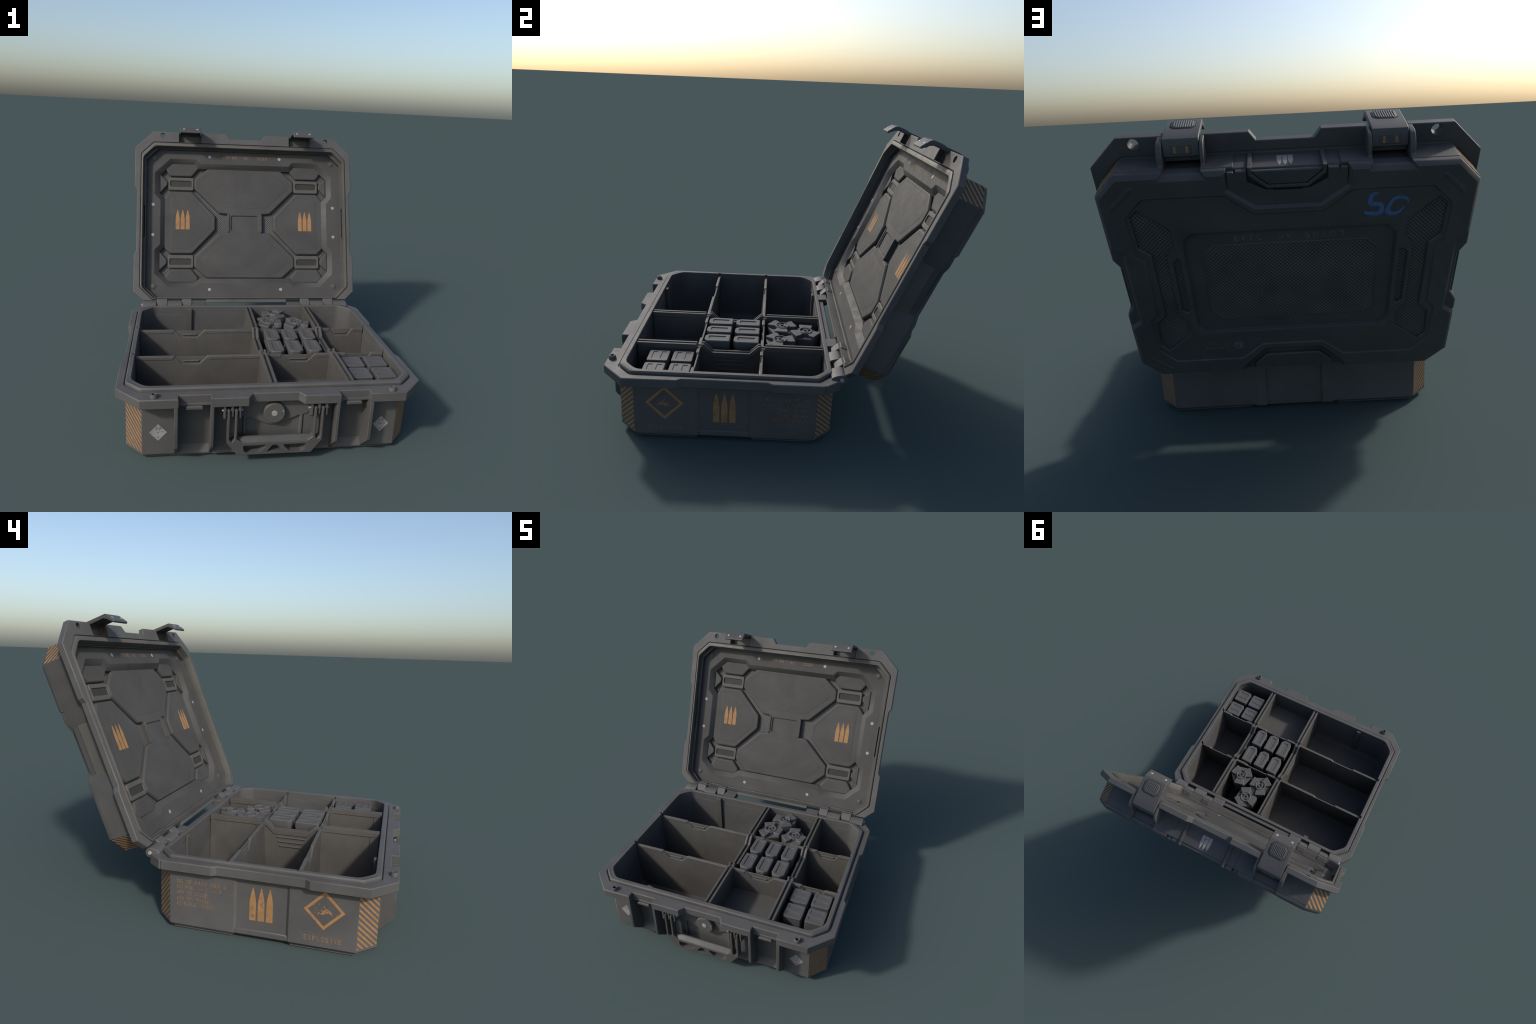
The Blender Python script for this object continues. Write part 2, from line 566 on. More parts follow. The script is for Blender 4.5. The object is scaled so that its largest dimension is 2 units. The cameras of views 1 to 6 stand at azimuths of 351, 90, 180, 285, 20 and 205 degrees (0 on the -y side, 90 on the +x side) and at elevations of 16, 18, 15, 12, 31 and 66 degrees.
g.prism([(0.783, 0.30), (0.845, 0.245), (0.852, 0.262), (0.795, 0.338), (0.775, 0.345), (0.775, 0.30)], (0.363, 0.4165, 0.004))
g.mirrored()
g.prism([(0.29, 0.364), (0.326, 0.364), (0.332, 0.372), (0.333, 0.410), (0.328, 0.4175), (0.29, 0.4175)], (-0.313, 0.313), M=SIDE(0))
obj("hinge_knuckle", g, M_CASE, base)
g = Geo().prism(circle(HY, HZ, 0.012, 14), [(0, 0), (0.376, 0), (0.380, 0.003)], M=SIDE(0.412)).mirrored()
obj("hinge_pin", g, M_STEEL, base)

# --- inner dividers
ZT, ZF = 0.428, 0.050
def rail_top(dz):
    return [(-0.869, ZT + dz), (-0.506, ZT + dz), (-0.503, ZT - 0.014 + dz), (-0.478, ZT - 0.014 + dz), (-0.475, ZT + dz + 0.002), (-0.462, ZT + dz + 0.002), (-0.408, ZT - 0.050 + dz), (-0.182, ZT - 0.050 + dz),
            (-0.128, ZT + 0.002 + dz), (-0.115, ZT + 0.002 + dz), (-0.112, ZT - 0.014 + dz), (-0.088, ZT - 0.014 + dz), (-0.085, ZT + dz), (0.267, ZT + dz)]
def rail(cx, name):
    g = Geo()
    top = rail_top(0)
    low = rail_top(-0.034)
    band = top + low[::-1]
    full = [(0.267, ZF - 0.02), (-0.869, ZF - 0.02)]
    for s in (-1, 1):
        x0 = cx + (0.0075 if s > 0 else -0.0215)
        g.prism(band, [(0, 0.001), (0.002, 0), (0.012, 0), (0.014, 0.001)], M=SIDE(x0))
    g.prism(rail_top(-0.016) + full, (0, 0.018), M=SIDE(cx - 0.009))
    g.prism(rail_top(-0.030) + full, (0, 0.033), M=SIDE(cx - 0.0165))
    for y0, y1 in ((-0.866, -0.812), (-0.535, -0.482), (-0.108, -0.06), (0.215, 0.262)):   # thicker end posts
        g.box(cx - 0.0195, cx + 0.0195, y0, y1, ZF - 0.015, ZT - 0.02)
    for k in range(3):                                                                       # ventilation ribs of the lowered bay
        z = 0.325 - 0.030 * k
        for s in (-1, 1):
            g.box(cx + s * 0.018 - 0.004, cx + s * 0.018 + 0.004, -0.395 + 0.01 * k, -0.205 - 0.01 * k, z - 0.004, z + 0.004, 0.0015)
    draft(g, 0, cx, ZT - 0.04, 2.4)
    return obj(name, g, M_INNER, base)
RAIL = (-0.001, 0.441)
r1 = rail(RAIL[0], "long_divider")
r2 = rail(RAIL[1], "long_divider")

def cross(x0, x1, xm, wt, wb, y, lean):
    g = Geo()
    z = 0.411
    core = [(x0, ZF - 0.018), (x1, ZF - 0.018), (x1, z), (xm + wt, z), (xm + wt - 0.012, z - 0.008), (xm - wt + 0.012, z - 0.008), (xm - wt, z), (x0, z)]
    M = frame((0, y + 0.009, 0), (1, 0, 0), (0, 0, 1))
    g.prism(core, [(0, 0.001), (0.0015, 0), (0.009, 0)], M=M)
    skin = [(x0, ZF - 0.017), (x1, ZF - 0.017), (x1, z - 0.001), (xm + wt, z - 0.001), (xm + wb, z - 0.052), (xm - wb, z - 0.052), (xm - wt, z - 0.001), (x0, z - 0.001)]
    g.prism(skin, [(0.007, 0), (0.015, 0), (0.0165, 0.0015)], M=M)
    g.prism(rect(xm - wb * 0.92, z - 0.036, xm + wb * 0.92, z - 0.029), [(0.008, 0), (0.0145, 0), (0.016, 0.0015)], M=M)
    for a, b in ((x0, xm - wt - 0.004), (xm + wt + 0.004, x1)):      # bead along the raised ends
        g.prism(rect(a, z - 0.022, b, z - 0.003), [(0.015, 0), (0.0185, 0), (0.0195, 0.001)], M=M)
    draft(g, 1, y, z - 0.06, 0.8)
    g.v = [(a, b - lean * max(0.0, z - c), c) for a, b, c in g.v]      # the loose plates lean a little
    return obj("cross_divider", g, M_INNER, base)
for y, lean in ((-0.491, 0.018), (-0.105, 0.085)):
    cross(-0.772, RAIL[0] - 0.0162, -0.445, 0.103, 0.052, y, lean)
    cross(RAIL[0] + 0.0162, RAIL[1] - 0.0162, 0.221, 0.110, 0.058, y, 0.02)
    cross(RAIL[1] + 0.0162, 0.772, 0.612, 0.085, 0.050, y, lean * 0.7)
# shallow tray of the front middle bay and the spare divider tracks
g = Geo().box(RAIL[0] + 0.012, RAIL[1] - 0.012, -0.868, -0.489, 0.20, 0.236)
obj("tray", g, M_INNER, base)
g = Geo()
g.box(-0.4585, -0.4215, 0.252, 0.268, 0.08, 0.418, 0.002)
g.box(-0.4585, -0.4215, -0.871, -0.855, 0.08, 0.418, 0.002)
obj("divider_track", g, M_CLIP, base)

# --- base markings
g = Geo()
ch = 0.5 ** 0.5
for sx in (1, -1):
    for a, b in ((Vector((0.8075, -0.8095, 0)), Vector((0.713, -0.91, 0))), (Vector((0.8075, 0.215, 0)), Vector((0.713, 0.312, 0)))):
        a.x *= sx; b.x *= sx
        d = b - a
        w = d.length
        M = frame(a, d, (0, 0, 1))
        n = M.to_3x3() @ Vector((0, 0, 1))
        out_dir = (a + b) / 2 - Vector((0, YC, 0))
        if n.dot(out_dir) < 0:                         # flip the panel so that it faces outward, falling from side to end
            M = M @ Matrix.Scale(-1, 4, (0, 0, 1))
        M = M @ Matrix.Translation((0.003, 0, 0))
        stripes(g, w - 0.006, 0.048, 0.358, 0.125, 0.0312, M)
obj("hazard_stripe", g, P_ORANGE, base)

MS = lambda x: frame((x, 0, 0), (0, -1, 0), (0, 0, 1))     # left wall seen from outside: u runs to the front
g = Geo()
for c in (0.2555, 0.3018, 0.3480):
    decal(g, bullet(c, 0.119, 0.306, 0.036), MS(-0.7965))
g.mirrored()
obj("cartridge_mark", g, P_ORANGE, base)
g = Geo()
dc, hz, hu, t = (0.6375, 0.240), 0.107, 0.107, 0.021
dia = lambda k: [(dc[0], dc[1] - hz + k), (dc[0] + hu - k, dc[1]), (dc[0], dc[1] + hz - k), (dc[0] - hu + k, dc[1])]
g.prism(dia(0), (0.0004, 0.001), holes=[(dia(t), None)], M=MS(-0.8075))
rs = random.Random(3)
for k in range(46):        # bursting charge: ragged shards thrown from a centre
    a = rs.uniform(-0.5, math.pi + 0.9)
    r = abs(rs.gauss(0, 0.020)) + (0.004 if k < 30 else 0.012)
    s = rs.uniform(0.0016, 0.0042) * (1.5 if r < 0.016 else 1.0)
    el = rs.uniform(1.0, 2.8)
    cx, cy = dc[0] + 0.004 + 1.25 * r * math.cos(a), dc[1] - 0.010 + 0.95 * r * math.sin(a)
    m = rs.choice((3, 4, 5))
    u, v = Vector((math.cos(a), math.sin(a))), Vector((-math.sin(a), math.cos(a)))
    decal(g, ccw([tuple(Vector((cx, cy)) + u * (s * el * math.cos(2 * math.pi * i / m) * rs.uniform(0.7, 1.2)) + v * (s * math.sin(2 * math.pi * i / m) * rs.uniform(0.7, 1.2))) for i in range(m)]), MS(-0.8075), 0.0008 + k * 0.00001)
g.mirrored()
obj("explosive_diamond", g, P_ORANGE, base)
g = Geo()
lettering(g, "EXPLOSIVE", 0.535, 0.066, 0.0226, 0.028, MS(-0.8075), 0.74)
g.mirrored()
obj("warning_word", g, P_WORN, base)
g = Geo()
for k, line in enumerate(("DG.TP.RAID MB3 2", "ICI FQ41 --- D --- 1", "x9W 12 GAUGE", "x1A SP. M1152", "x2 RIFLE. KADA1")):
    cell = (0.0178, 0.0129, 0.0150, 0.0145, 0.0146)[k]
    lettering(g, line, -0.176, 0.279 - 0.0325 * k, cell, 0.022, MS(-0.8075), 0.8)
g.mirrored()
obj("stencil_lines", g, P_WORN, base)
g = Geo()
for s in (1, -1):
    c = (s * 0.628, 0.1695)
    d4 = [(c[0], c[1] - 0.051), (c[0] + 0.047, c[1]), (c[0], c[1] + 0.051), (c[0] - 0.047, c[1])]
    spots = [circle(c[0] + dx, c[1] + dy, 0.0042, 6, 0.4) for dx, dy in ((-0.010, 0.022), (0.011, 0.024), (0.0, 0.0), (0.026, 0.003), (0.001, -0.030))]
    g.prism(d4, (0.0004, 0.001), holes=[(h, None) for h in spots], M=XFRONT(-0.91))
obj("hazard_diamond", g, P_WHITE, base)

# ------------------------------------------------------------------ the lid, in (x, v, n): n points into the case when shut
A = math.radians(21.7)
LID = Matrix.Rotation(math.radians(90) - A, 4, "X")
LID.translation = Vector((0, 1.161 * math.sin(A), 1.161 * math.cos(A)))
NR = -0.167                                                        # mating plane

def shell_outline(bay=True):
    half = [(0, -0.610), (0.714, -0.610), (0.814, -0.508), (0.814, -0.170), (0.778, -0.112), (0.778, 0.112), (0.814, 0.170), (0.814, 0.506), (0.714, 0.606)]
    half += [(0.5150, 0.606), (0.5150, 0.590), (0.3570, 0.590), (0.3570, 0.606)] if bay else []
    return mir(half + [(0.224, 0.606), (0.224, 0.601), (0.163, 0.601), (0.163, 0.611), (0.146, 0.611), (0.146, 0.598), (0, 0.598)])

def top_notch(k=0.0):
    return [(0.252 - k, 0.606), (0.249 - k, 0.535), (0.141 - 0.6 * k, 0.445 + 0.8 * k)]
def bottom_notch(k=0.0):
    return [(0.141 - 0.6 * k, -0.456 - 0.8 * k), (0.249 - k, -0.560), (0.256 - k, -0.610)]

g = Geo()
g.prism(shell_outline(), [(-0.328, 0), (-0.341, 0), (-0.345, 0.004)])
g.prism(shell_outline(), [(-0.328, 0), (-0.202, 0)], holes=[(octo(0.770, -0.599, 0.572, 0.092), [(-0.328, 0), (-0.202, 0)])])
lid = obj("lid", g, M_LID, case)
lid.matrix_basis = LID

# raised back plates: border, then the sunken field with its pockets
field = mir([(0, 0.390), (0.150, 0.390), (0.272, 0.488), (0.614, 0.488), (0.700, 0.402), (0.700, 0.20), (0.66, 0.16), (0.66, -0.16), (0.70, -0.20), (0.690, -0.412),
             (0.614, -0.495), (0.266, -0.495), (0.156, -0.396), (0, -0.396)])
border = mir([(0, 0.440), (0.136, 0.440), (0.246, 0.520), (0.252, 0.605), (0.3565, 0.605), (0.3565, 0.592), (0.5155, 0.592), (0.5155, 0.605), (0.714, 0.605), (0.8135, 0.505), (0.8135, 0.238),
              (0.766, 0.200), (0.766, -0.200), (0.8135, -0.238), (0.8135, -0.508), (0.7135, -0.6095), (0.258, -0.6095), (0.246, -0.565), (0.136, -0.450), (0, -0.450)])
main = mir([(0, 0.305), (0.437, 0.305), (0.483, 0.262), (0.483, -0.258), (0.441, -0.301), (0, -0.301)])
grip_out = [(0.6486, 0.437), (0.519, 0.327), (0.512, 0.245), (0.557, 0.182), (0.557, -0.165), (0.512, -0.226), (0.522, -0.318), (0.645, -0.424), (0.684, -0.380), (0.676, -0.225), (0.630, -0.180), (0.630, 0.193), (0.682, 0.238), (0.690, 0.400)]
grip_in = [(0.540, 0.150), (0.514, 0.172), (0.500, 0.165), (0.500, -0.155), (0.514, -0.165), (0.540, -0.146)]
W = [(-0.345, 0.0), (-0.3725, 0.0)]
Fm = Matrix.Scale(-1, 4, (0, 0, 1))          # outward side: mirror n so that levels grow outward
def back(levels):
    return [(-n, d) for n, d in levels]
g = Geo()
holes = [(main, back([(-0.343, 0.010), (-0.360, 0.010), (-0.3615, 0.004), (-0.3695, 0.004), (-0.3725, -0.001)]))]
for s in (1, -1):
    for p in (grip_out, grip_in):
        holes.append((ccw([(s * x, v) for x, v in p]), back([(-0.343, 0.003), (-0.367, 0.003), (-0.3725, -0.002)])))
g.prism(inset(field, -0.004), back([(-0.343, 0.0), (-0.3725, 0.0)]), holes=holes, M=Fm)
obj("back_field", g, M_LID, lid)
g = Geo()
g.prism(border, back([(-0.3435, 0.001), (-0.357, 0.001), (-0.365, 0.005), (-0.379, 0.021)]), holes=[(field, back([(-0.3435, 0), (-0.3735, 0), (-0.379, -0.006)]))], M=Fm)
for s in (1, -1):      # lower step between the corner blocks, along the waisted sides; floors of the end notches
    g.prism([(s * x, v) for x, v in [(0.705, -0.236), (0.8132, -0.236), (0.8132, -0.171), (0.7772, -0.113), (0.7772, 0.113), (0.8132, 0.171), (0.8132, 0.236), (0.705, 0.236), (0.705, 0.198), (0.667, 0.158), (0.667, -0.158), (0.705, -0.198)]], back([(-0.3440, 0.001), (-0.356, 0.001), (-0.3628, 0.008)]), M=Fm)
    g.prism([(s * x, v) for x, v in [(0.168, 0.545), (0.225, 0.592), (0.250, 0.592), (0.250, 0.50), (0.135, 0.43), (0.06, 0.43), (0.06, 0.505), (0.092, 0.505)]], back([(-0.342, 0), (-0.3680, 0)]), M=Fm)
g.prism(mir([(0, 0.50), (0.09, 0.50), (0.09, 0.435), (0, 0.435)]), back([(-0.3425, 0), (-0.3677, 0)]), M=Fm)
obj("back_border", g, M_LID, lid)
mesh_panel = mir([(0, 0.220), (0.346, 0.220), (0.396, 0.174), (0.396, -0.173), (0.350, -0.217), (0, -0.217)])
g = Geo()
g.prism(inset(main, -0.004), back([(-0.342, 0), (-0.3545, 0)]), M=Fm)
g.prism(inset(mesh_panel, -0.006), back([(-0.350, 0), (-0.3560, 0), (-0.3585, 0.003)]), holes=[(mesh_panel, back([(-0.350, 0), (-0.3575, 0), (-0.3585, -0.001)]))], M=Fm)
obj("mesh_frame", g, M_LID, lid)
g = Geo()
g.prism(inset(mesh_panel, -0.002), back([(-0.345, 0), (-0.3565, 0)]), M=Fm)
for s in (1, -1):
    for p in (grip_out, grip_in):
        g.prism(inset(ccw([(s * x, v) for x, v in p]), -0.004), back([(-0.342, 0), (-0.3580, 0)]), M=Fm)
obj("grip_mesh", g, M_MESH, lid)
# corner grooves' raised bars
g = Geo()
for sv, vo in ((1, 0.0), (-1, -0.004)):
    p = [(0.640, 0.545), (0.662, 0.552), (0.758, 0.460), (0.754, 0.436)]
    g.prism([(x, sv * v + vo) for x, v in p], back([(-0.372, 0), (-0.379, 0), (-0.3815, 0.003)]), M=Fm)
g.mirrored()
obj("corner_bar", g, M_LID, lid)
# hatch blocks in the top and bottom notches
g = Geo()
g.prism(mir([(0, 0.592), (0.146, 0.592), (0.146, 0.582), (0.080, 0.527), (0, 0.527)]), back([(-0.343, 0), (-0.360, 0), (-0.364, 0.004)]), M=Fm)
g.prism(mir([(0, 0.511), (0.088, 0.511), (0.163, 0.574), (0.163, 0.6105), (0.147, 0.6105), (0.147, 0.581), (0.082, 0.5265), (0, 0.5265)]), back([(-0.343, 0), (-0.3665, 0), (-0.3700, 0.003)]), M=Fm)
for s in (1, -1):
    g.prism([(s * x, v) for x, v in [(0.168, 0.596), (0.214, 0.596), (0.214, 0.560), (0.168, 0.520)]], back([(-0.345, 0), (-0.365, 0), (-0.3695, 0.003)]), M=Fm)
g.prism(mir([(0, -0.492), (0.138, -0.492), (0.206, -0.560), (0.206, -0.597), (0, -0.597)]), back([(-0.345, 0), (-0.358, 0), (-0.364, 0.006)]), M=Fm)
obj("hatch", g, M_LID, lid)
# rim flange with the two guide holes
g = Geo()
guide = [rounded(circle(s * 0.648, 0.6645, 0.0205, 8, math.radians(22.5)), 0.008, 2) for s in (1, -1)]
opening = rounded(octo(0.8100, -0.606, 0.611, 0.095), 0.012, 2)
g.prism(rim_outline(0.6165), [(NR - 0.038, 0.003), (NR - 0.035, 0), (NR - 0.004, 0), (NR, 0.004)],
        holes=[(opening, [(NR - 0.038, 0), (NR - 0.004, 0), (NR, -0.003)])] + [(h, [(NR - 0.038, -0.006), (NR - 0.020, -0.004), (NR, 0)]) for h in guide])
obj("lid_rim", g, M_CASE, lid)
g = Geo()
lo = rounded(octo(0.8085, -0.6045, 0.6095, 0.0945), 0.012, 2)
li = rounded(octo(0.790, -0.594, 0.576, 0.087), 0.02, 3)
g.prism(lo, [(-0.226, 0), (NR - 0.004, 0), (NR + 0.003, 0.003), (NR + 0.006, 0.008)], holes=[(li, [(-0.226, 0), (NR - 0.004, 0), (NR + 0.006, -0.005)])])
g.prism(rounded(octo(0.800, -0.600, 0.592, 0.090), 0.02, 3), [(-0.300, 0.002), (-0.214, 0.002)], holes=[(rounded(octo(0.783, -0.586, 0.568, 0.082), 0.02, 3), [(-0.300, 0), (-0.217, 0), (-0.214, -0.002)])])
obj("lid_lip", g, M_CLIP, lid)

# lining deck with the sunken bay
recess = mir([(0, 0.465), (0.358, 0.465), (0.388, 0.498), (0.588, 0.498), (0.706, 0.385), (0.706, 0.218), (0.661, 0.170), (0.661, -0.178), (0.703, -0.222), (0.703, -0.402), (0.597, -0.507), (0.394, -0.507), (0.347, -0.474), (0, -0.474)])
g = Geo()
g.prism(octo(0.794, -0.598, 0.586, 0.090), [(-0.335, 0), (-0.2335, 0)], holes=[(recess, [(-0.335, 0.034), (-0.266, 0.034), (-0.239, 0.005), (-0.2335, -0.003)])])
obj("lining", g, M_LINING, lid)
g = Geo().prism(inset(recess, 0.024), (-0.33, -0.2905))
obj("lining_mesh", g, M_MESH, lid)
g = Geo().prism(inset(recess, 0.022), [(-0.31, 0), (-0.2885, 0)], holes=[(octo(0.632, -0.412, 0.412, 0.02), None)])
obj("lining_floor", g, M_LINING, lid)

PT = [(-0.325, 0), (-0.276, 0), (-0.266, 0.006), (-0.2635, 0.013)]
def pad(g, pts, hole=None, extra=0.055):
    pts = ccw(pts)
    hs = []
    if hole:
        hs = [(hole, [(-0.325, 0), (-0.266, 0), (-0.2635, -0.004)])]
    g.prism(rounded(pts, 0.014, 3), PT, holes=hs)
    return g
E = 0.006       # the measured outlines are of the flat tops: grow to the foot of the bevel
hour = mir([(0, 0.440), (0.292, 0.440), (0.402, 0.347), (0.402, 0.270), (0.203, 0.076), (0.130, 0.070), (0.130, -0.070), (0.203, -0.078), (0.402, -0.272), (0.402, -0.349), (0.300, -0.440), (0, -0.440)])
pocket = rounded(rect(-0.108, -0.062, 0.108, 0.060), 0.018, 3)
g = Geo()
pad(g, hour, pocket)
g.prism(pocket, (-0.30, -0.2715))
for s in (1, -1):     # second, shallower tier and the lips beside the mesh pockets
    top = [(-0.235, 0.405 * s), (0.235, 0.405 * s), (0.345, 0.310 * s), (0.345, 0.285 * s), (0.17, 0.125 * s), (-0.17, 0.125 * s), (-0.345, 0.285 * s), (-0.345, 0.310 * s)]
    g.prism(rounded(ccw(top), 0.02, 3), [(-0.27, 0), (-0.2633, 0), (-0.2620, 0.012)])
    g.prism(ccw([(s * 0.120, 0.066), (s * 0.132, 0.078), (s * 0.140, 0.066), (s * 0.140, -0.066), (s * 0.132, -0.078), (s * 0.120, -0.066)]), [(-0.30, 0), (-0.261, 0), (-0.258, 0.003)])
obj("cushion", g, M_LINING, lid, angle=11)
for s in (1, -1):
    g = Geo()
    sidep = [(s * x, v) for x, v in [(0.640, 0.190), (0.596, 0.249), (0.418, 0.249), (0.232, 0.055), (0.232, -0.056), (0.416, -0.249), (0.590, -0.249), (0.633, -0.205), (0.643, -0.17), (0.650, 0.165)]]
    pad(g, sidep)
    tier = [(s * x, v) for x, v in [(0.585, 0.205), (0.430, 0.205), (0.275, 0.040), (0.275, -0.045), (0.430, -0.205), (0.585, -0.205)]]
    g.prism(rounded(ccw(tier), 0.02, 3), [(-0.27, 0), (-0.2633, 0), (-0.2620, 0.012)])
    obj("cushion", g, M_LINING, lid, angle=11)
for s in (1, -1):
    for t in (1, -1):
        g = Geo()
        pad(g, [(s * x, t * v) for x, v in [(0.592, 0.476), (0.634, 0.431), (0.590, 0.366), (0.420, 0.366), (0.361, 0.437), (0.392, 0.480)]])
        obj("cushion", g, M_LINING, lid, angle=11)
        g = Geo()
        g.prism(rounded(ccw([(s * x, t * v) for x, v in [(0.6705, 0.382), (0.611, 0.325), (0.611, 0.295), (0.6705, 0.228)]]), 0.008, 2), [(-0.325, 0), (-0.266, 0), (-0.262, 0.006)])
        obj("cushion", g, M_LINING, lid, angle=11)
        # strap clip: frame with a dark inlay
        g = Geo()
        box = rounded(ccw([(s * x, t * v) for x, v in rect(0.4035, 0.256, 0.605, 0.361)]), 0.016, 3)
        win = rounded(ccw([(s * x, t * v) for x, v in rect(0.421, 0.287, 0.588, 0.333)]), 0.012, 3)
        g.prism(box, [(-0.325, 0), (-0.274, 0), (-0.269, 0.005)], holes=[(win, [(-0.325, 0), (-0.272, 0), (-0.269, -0.003)])])
        clip = obj("strap_clip", g, M_CLIP, lid)
        obj("clip_inlay", Geo().prism(win, (-0.30, -0.2755)), M_DARK, clip)

# lining bolts and bright rivets
g = Geo()
for x in (0.711, -0.711):
    for v in (0.502, -0.502):
        g.prism(circle(x, v, 0.024, 24), [(-0.236, 0), (-0.2318, 0), (-0.2310, 0.002)], holes=[(circle(x, v, 0.0195, 24), None)])
        g.prism(circle(x, v, 0.0175, 20), [(-0.236, 0), (-0.2305, 0.001), (-0.2285, 0.005)])
obj("lining_bolt", g, M_CLIP, lid)
rivet = None
for x, v in [(0.281, 0.525), (-0.281, 0.525), (0.281, -0.528), (-0.281, -0.528), (0.719, 0.133), (-0.719, 0.133), (0.719, -0.104), (-0.719, -0.104)]:
    if rivet is None:
        rivet = obj("rivet", Geo().prism(circle(0, 0, 0.0125, 18), [(-0.003, 0), (0.0010, 0), (0.0018, 0.0012)]), M_STEEL, lid)
    else:
        rivet = dup(rivet, "rivet")
    rivet.matrix_basis = Matrix.Translation((x, v, -0.2335))

# hinge knuckles of the lid
g = Geo()
hv, hn = -0.6456, -0.1672
pts = [(hv + HR * math.cos(a), hn + HR * math.sin(a)) for a in [math.radians(d) for d in range(100, 281, 20)]]
prof = pts + [(-0.606, -0.222), (-0.59, -0.21), (-0.59, -0.175), (-0.606, -0.160)]
for x0, x1 in ((0.601, 0.680), (0.420, 0.491)):
    L = x1 - x0
    g.prism(prof, [(0, 0.003), (0.003, 0), (L - 0.003, 0), (L, 0.003)], M=frame((x0, 0, 0), (0, 1, 0), (0, 0, 1)))
g.mirrored()
g.box(-0.3105, 0.3105, -0.631, -0.600, NR - 0.034, NR - 0.001, 0.003)
obj("lid_knuckle", g, M_CASE, lid)

# latch ears, latches
g = Geo()
for x0, x1 in ((0.341, 0.3575), (0.5155, 0.5395)):
    ear = [(0.590, -0.203), (0.6935, -0.203), (0.6935, -0.256), (0.680, -0.280), (0.645, -0.302), (0.612, -0.308), (0.600, -0.330), (0.585, -0.330)]
    L = x1 - x0
    g.prism(ear, [(0, 0.003), (0.003, 0), (L - 0.003, 0), (L, 0.003)], M=frame((x0, 0, 0), (0, 1, 0), (0, 0, 1)))
g.mirrored()
obj("latch_ear", g, M_CASE, lid)

def latch(s):
    cx, hw = s * 0.4370, 0.0778
    F = frame((cx - hw, 0, 0), (0, 1, 0), (0, 0, 1))
    g = Geo()
    prof = [(0.633, -0.276), (0.686, -0.262), (0.700, -0.249), (0.7045, -0.225), (0.7045, -0.060), (0.700, -0.052), (0.652, -0.017), (0.645, -0.017), (0.641, -0.026), (0.672, -0.060), (0.683, -0.080), (0.683, -0.190), (0.672, -0.206), (0.634, -0.214)]
    g.prism(prof, [(0, 0.003), (0.003, 0), (2 * hw - 0.003, 0), (2 * hw, 0.003)], M=F)
    o = obj("latch", g, M_LATCH, lid)
    obj("latch_core", Geo().box(cx - hw + 0.001, cx + hw - 0.001, 0.604, 0.655, -0.262, -0.212, 0.003), M_LATCH, o)
    # thumb pad: dark surround, ribbed inlay
    T = frame((cx, 0.7045, -0.113), (1, 0, 0), (0, 0, -1))
    T = frame((cx, 0.7045, -0.113), (-1, 0, 0), (0, 0, 1))
    oc = [(0.036, -0.040), (0.052, -0.024), (0.052, 0.024), (0.036, 0.040), (-0.036, 0.040), (-0.052, 0.024), (-0.052, -0.024), (-0.036, -0.040)]
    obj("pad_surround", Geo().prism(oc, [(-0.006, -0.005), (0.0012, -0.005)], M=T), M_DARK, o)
    g = Geo().prism(oc, [(-0.004, 0), (0.0025, 0), (0.0035, 0.002)], M=T)
    for k in range(9):
        u = -0.040 + 0.010 * k
        hh = 0.036 if abs(u) < 0.033 else 0.026
        g.prism(rect(u - 0.0027, -hh, u + 0.0027, hh), [(0.001, 0), (0.0045, 0), (0.0058, 0.0015)], M=T)
    obj("thumb_pad", g, M_LATCH, o)
    g = Geo()
    d = Vector((0, 0.046, -0.032)).normalized()
    for u in (-0.050, 0.050):
        R = frame((cx + u, 0.676, -0.0345), (1, 0, 0), (0, 0.652 - 0.700, 0.035))
        if (R.to_3x3() @ Vector((0, 0, 1))).y < 0:
            R = R @ Matrix.Rotation(math.pi, 4, "X")
        g.prism(circle(0, 0, 0.0085, 14), [(-0.004, 0), (0.0015, 0), (0.003, 0.003)], M=R)
    obj("latch_rivet", g, M_STEEL, o)
    B = frame((cx, 0.6595, -0.2690), (-1, 0, 0), (0, 0.053, 0.014))
    if (B.to_3x3() @ Vector((0, 0, 1))).z > 0:
        B = B @ Matrix.Rotation(math.pi, 4, "Y")
    obj("latch_plate", Geo().prism(rect(-0.045, -0.019, 0.045, 0.019), [(-0.004, 0), (0.0008, 0), (0.0022, 0.0015)], M=B), M_LATCH, o)
    g = Geo()
    for u in (-0.026, 0.026):
        decal(g, rect(u - 0.0055, -0.013, u + 0.0055, 0.014), B, 0.0028)
        decal(g, [(u - 0.009, -0.009), (u, -0.016), (u + 0.009, -0.009)], B, 0.0030)
    obj("latch_tick", g, P_ORANGE, o)
    return o
latch(1)
latch(-1)

# --- lid markings
IN_F = lambda n: frame((0, 0, n), (1, 0, 0), (0, 1, 0))
g = Geo()
for s in (1, -1):
    for c in (-0.039, 0.0, 0.039):
        decal(g, bullet(s * 0.4905 + c, -0.055, 0.100, 0.0315), IN_F(-0.2620))
obj("cartridge_mark", g, P_ORANGE, lid)
g = Geo()
lettering(g, "LOT", -0.178, 0.513, 0.0185, 0.022, IN_F(-0.2335))
lettering(g, "05", -0.105, 0.513, 0.0210, 0.022, IN_F(-0.2335))
lettering(g, "AC", -0.012, 0.513, 0.0215, 0.022, IN_F(-0.2335))
lettering(g, "5233", 0.100, 0.513, 0.0195, 0.022, IN_F(-0.2335))
obj("lot_lettering", g, P_WORN, lid)

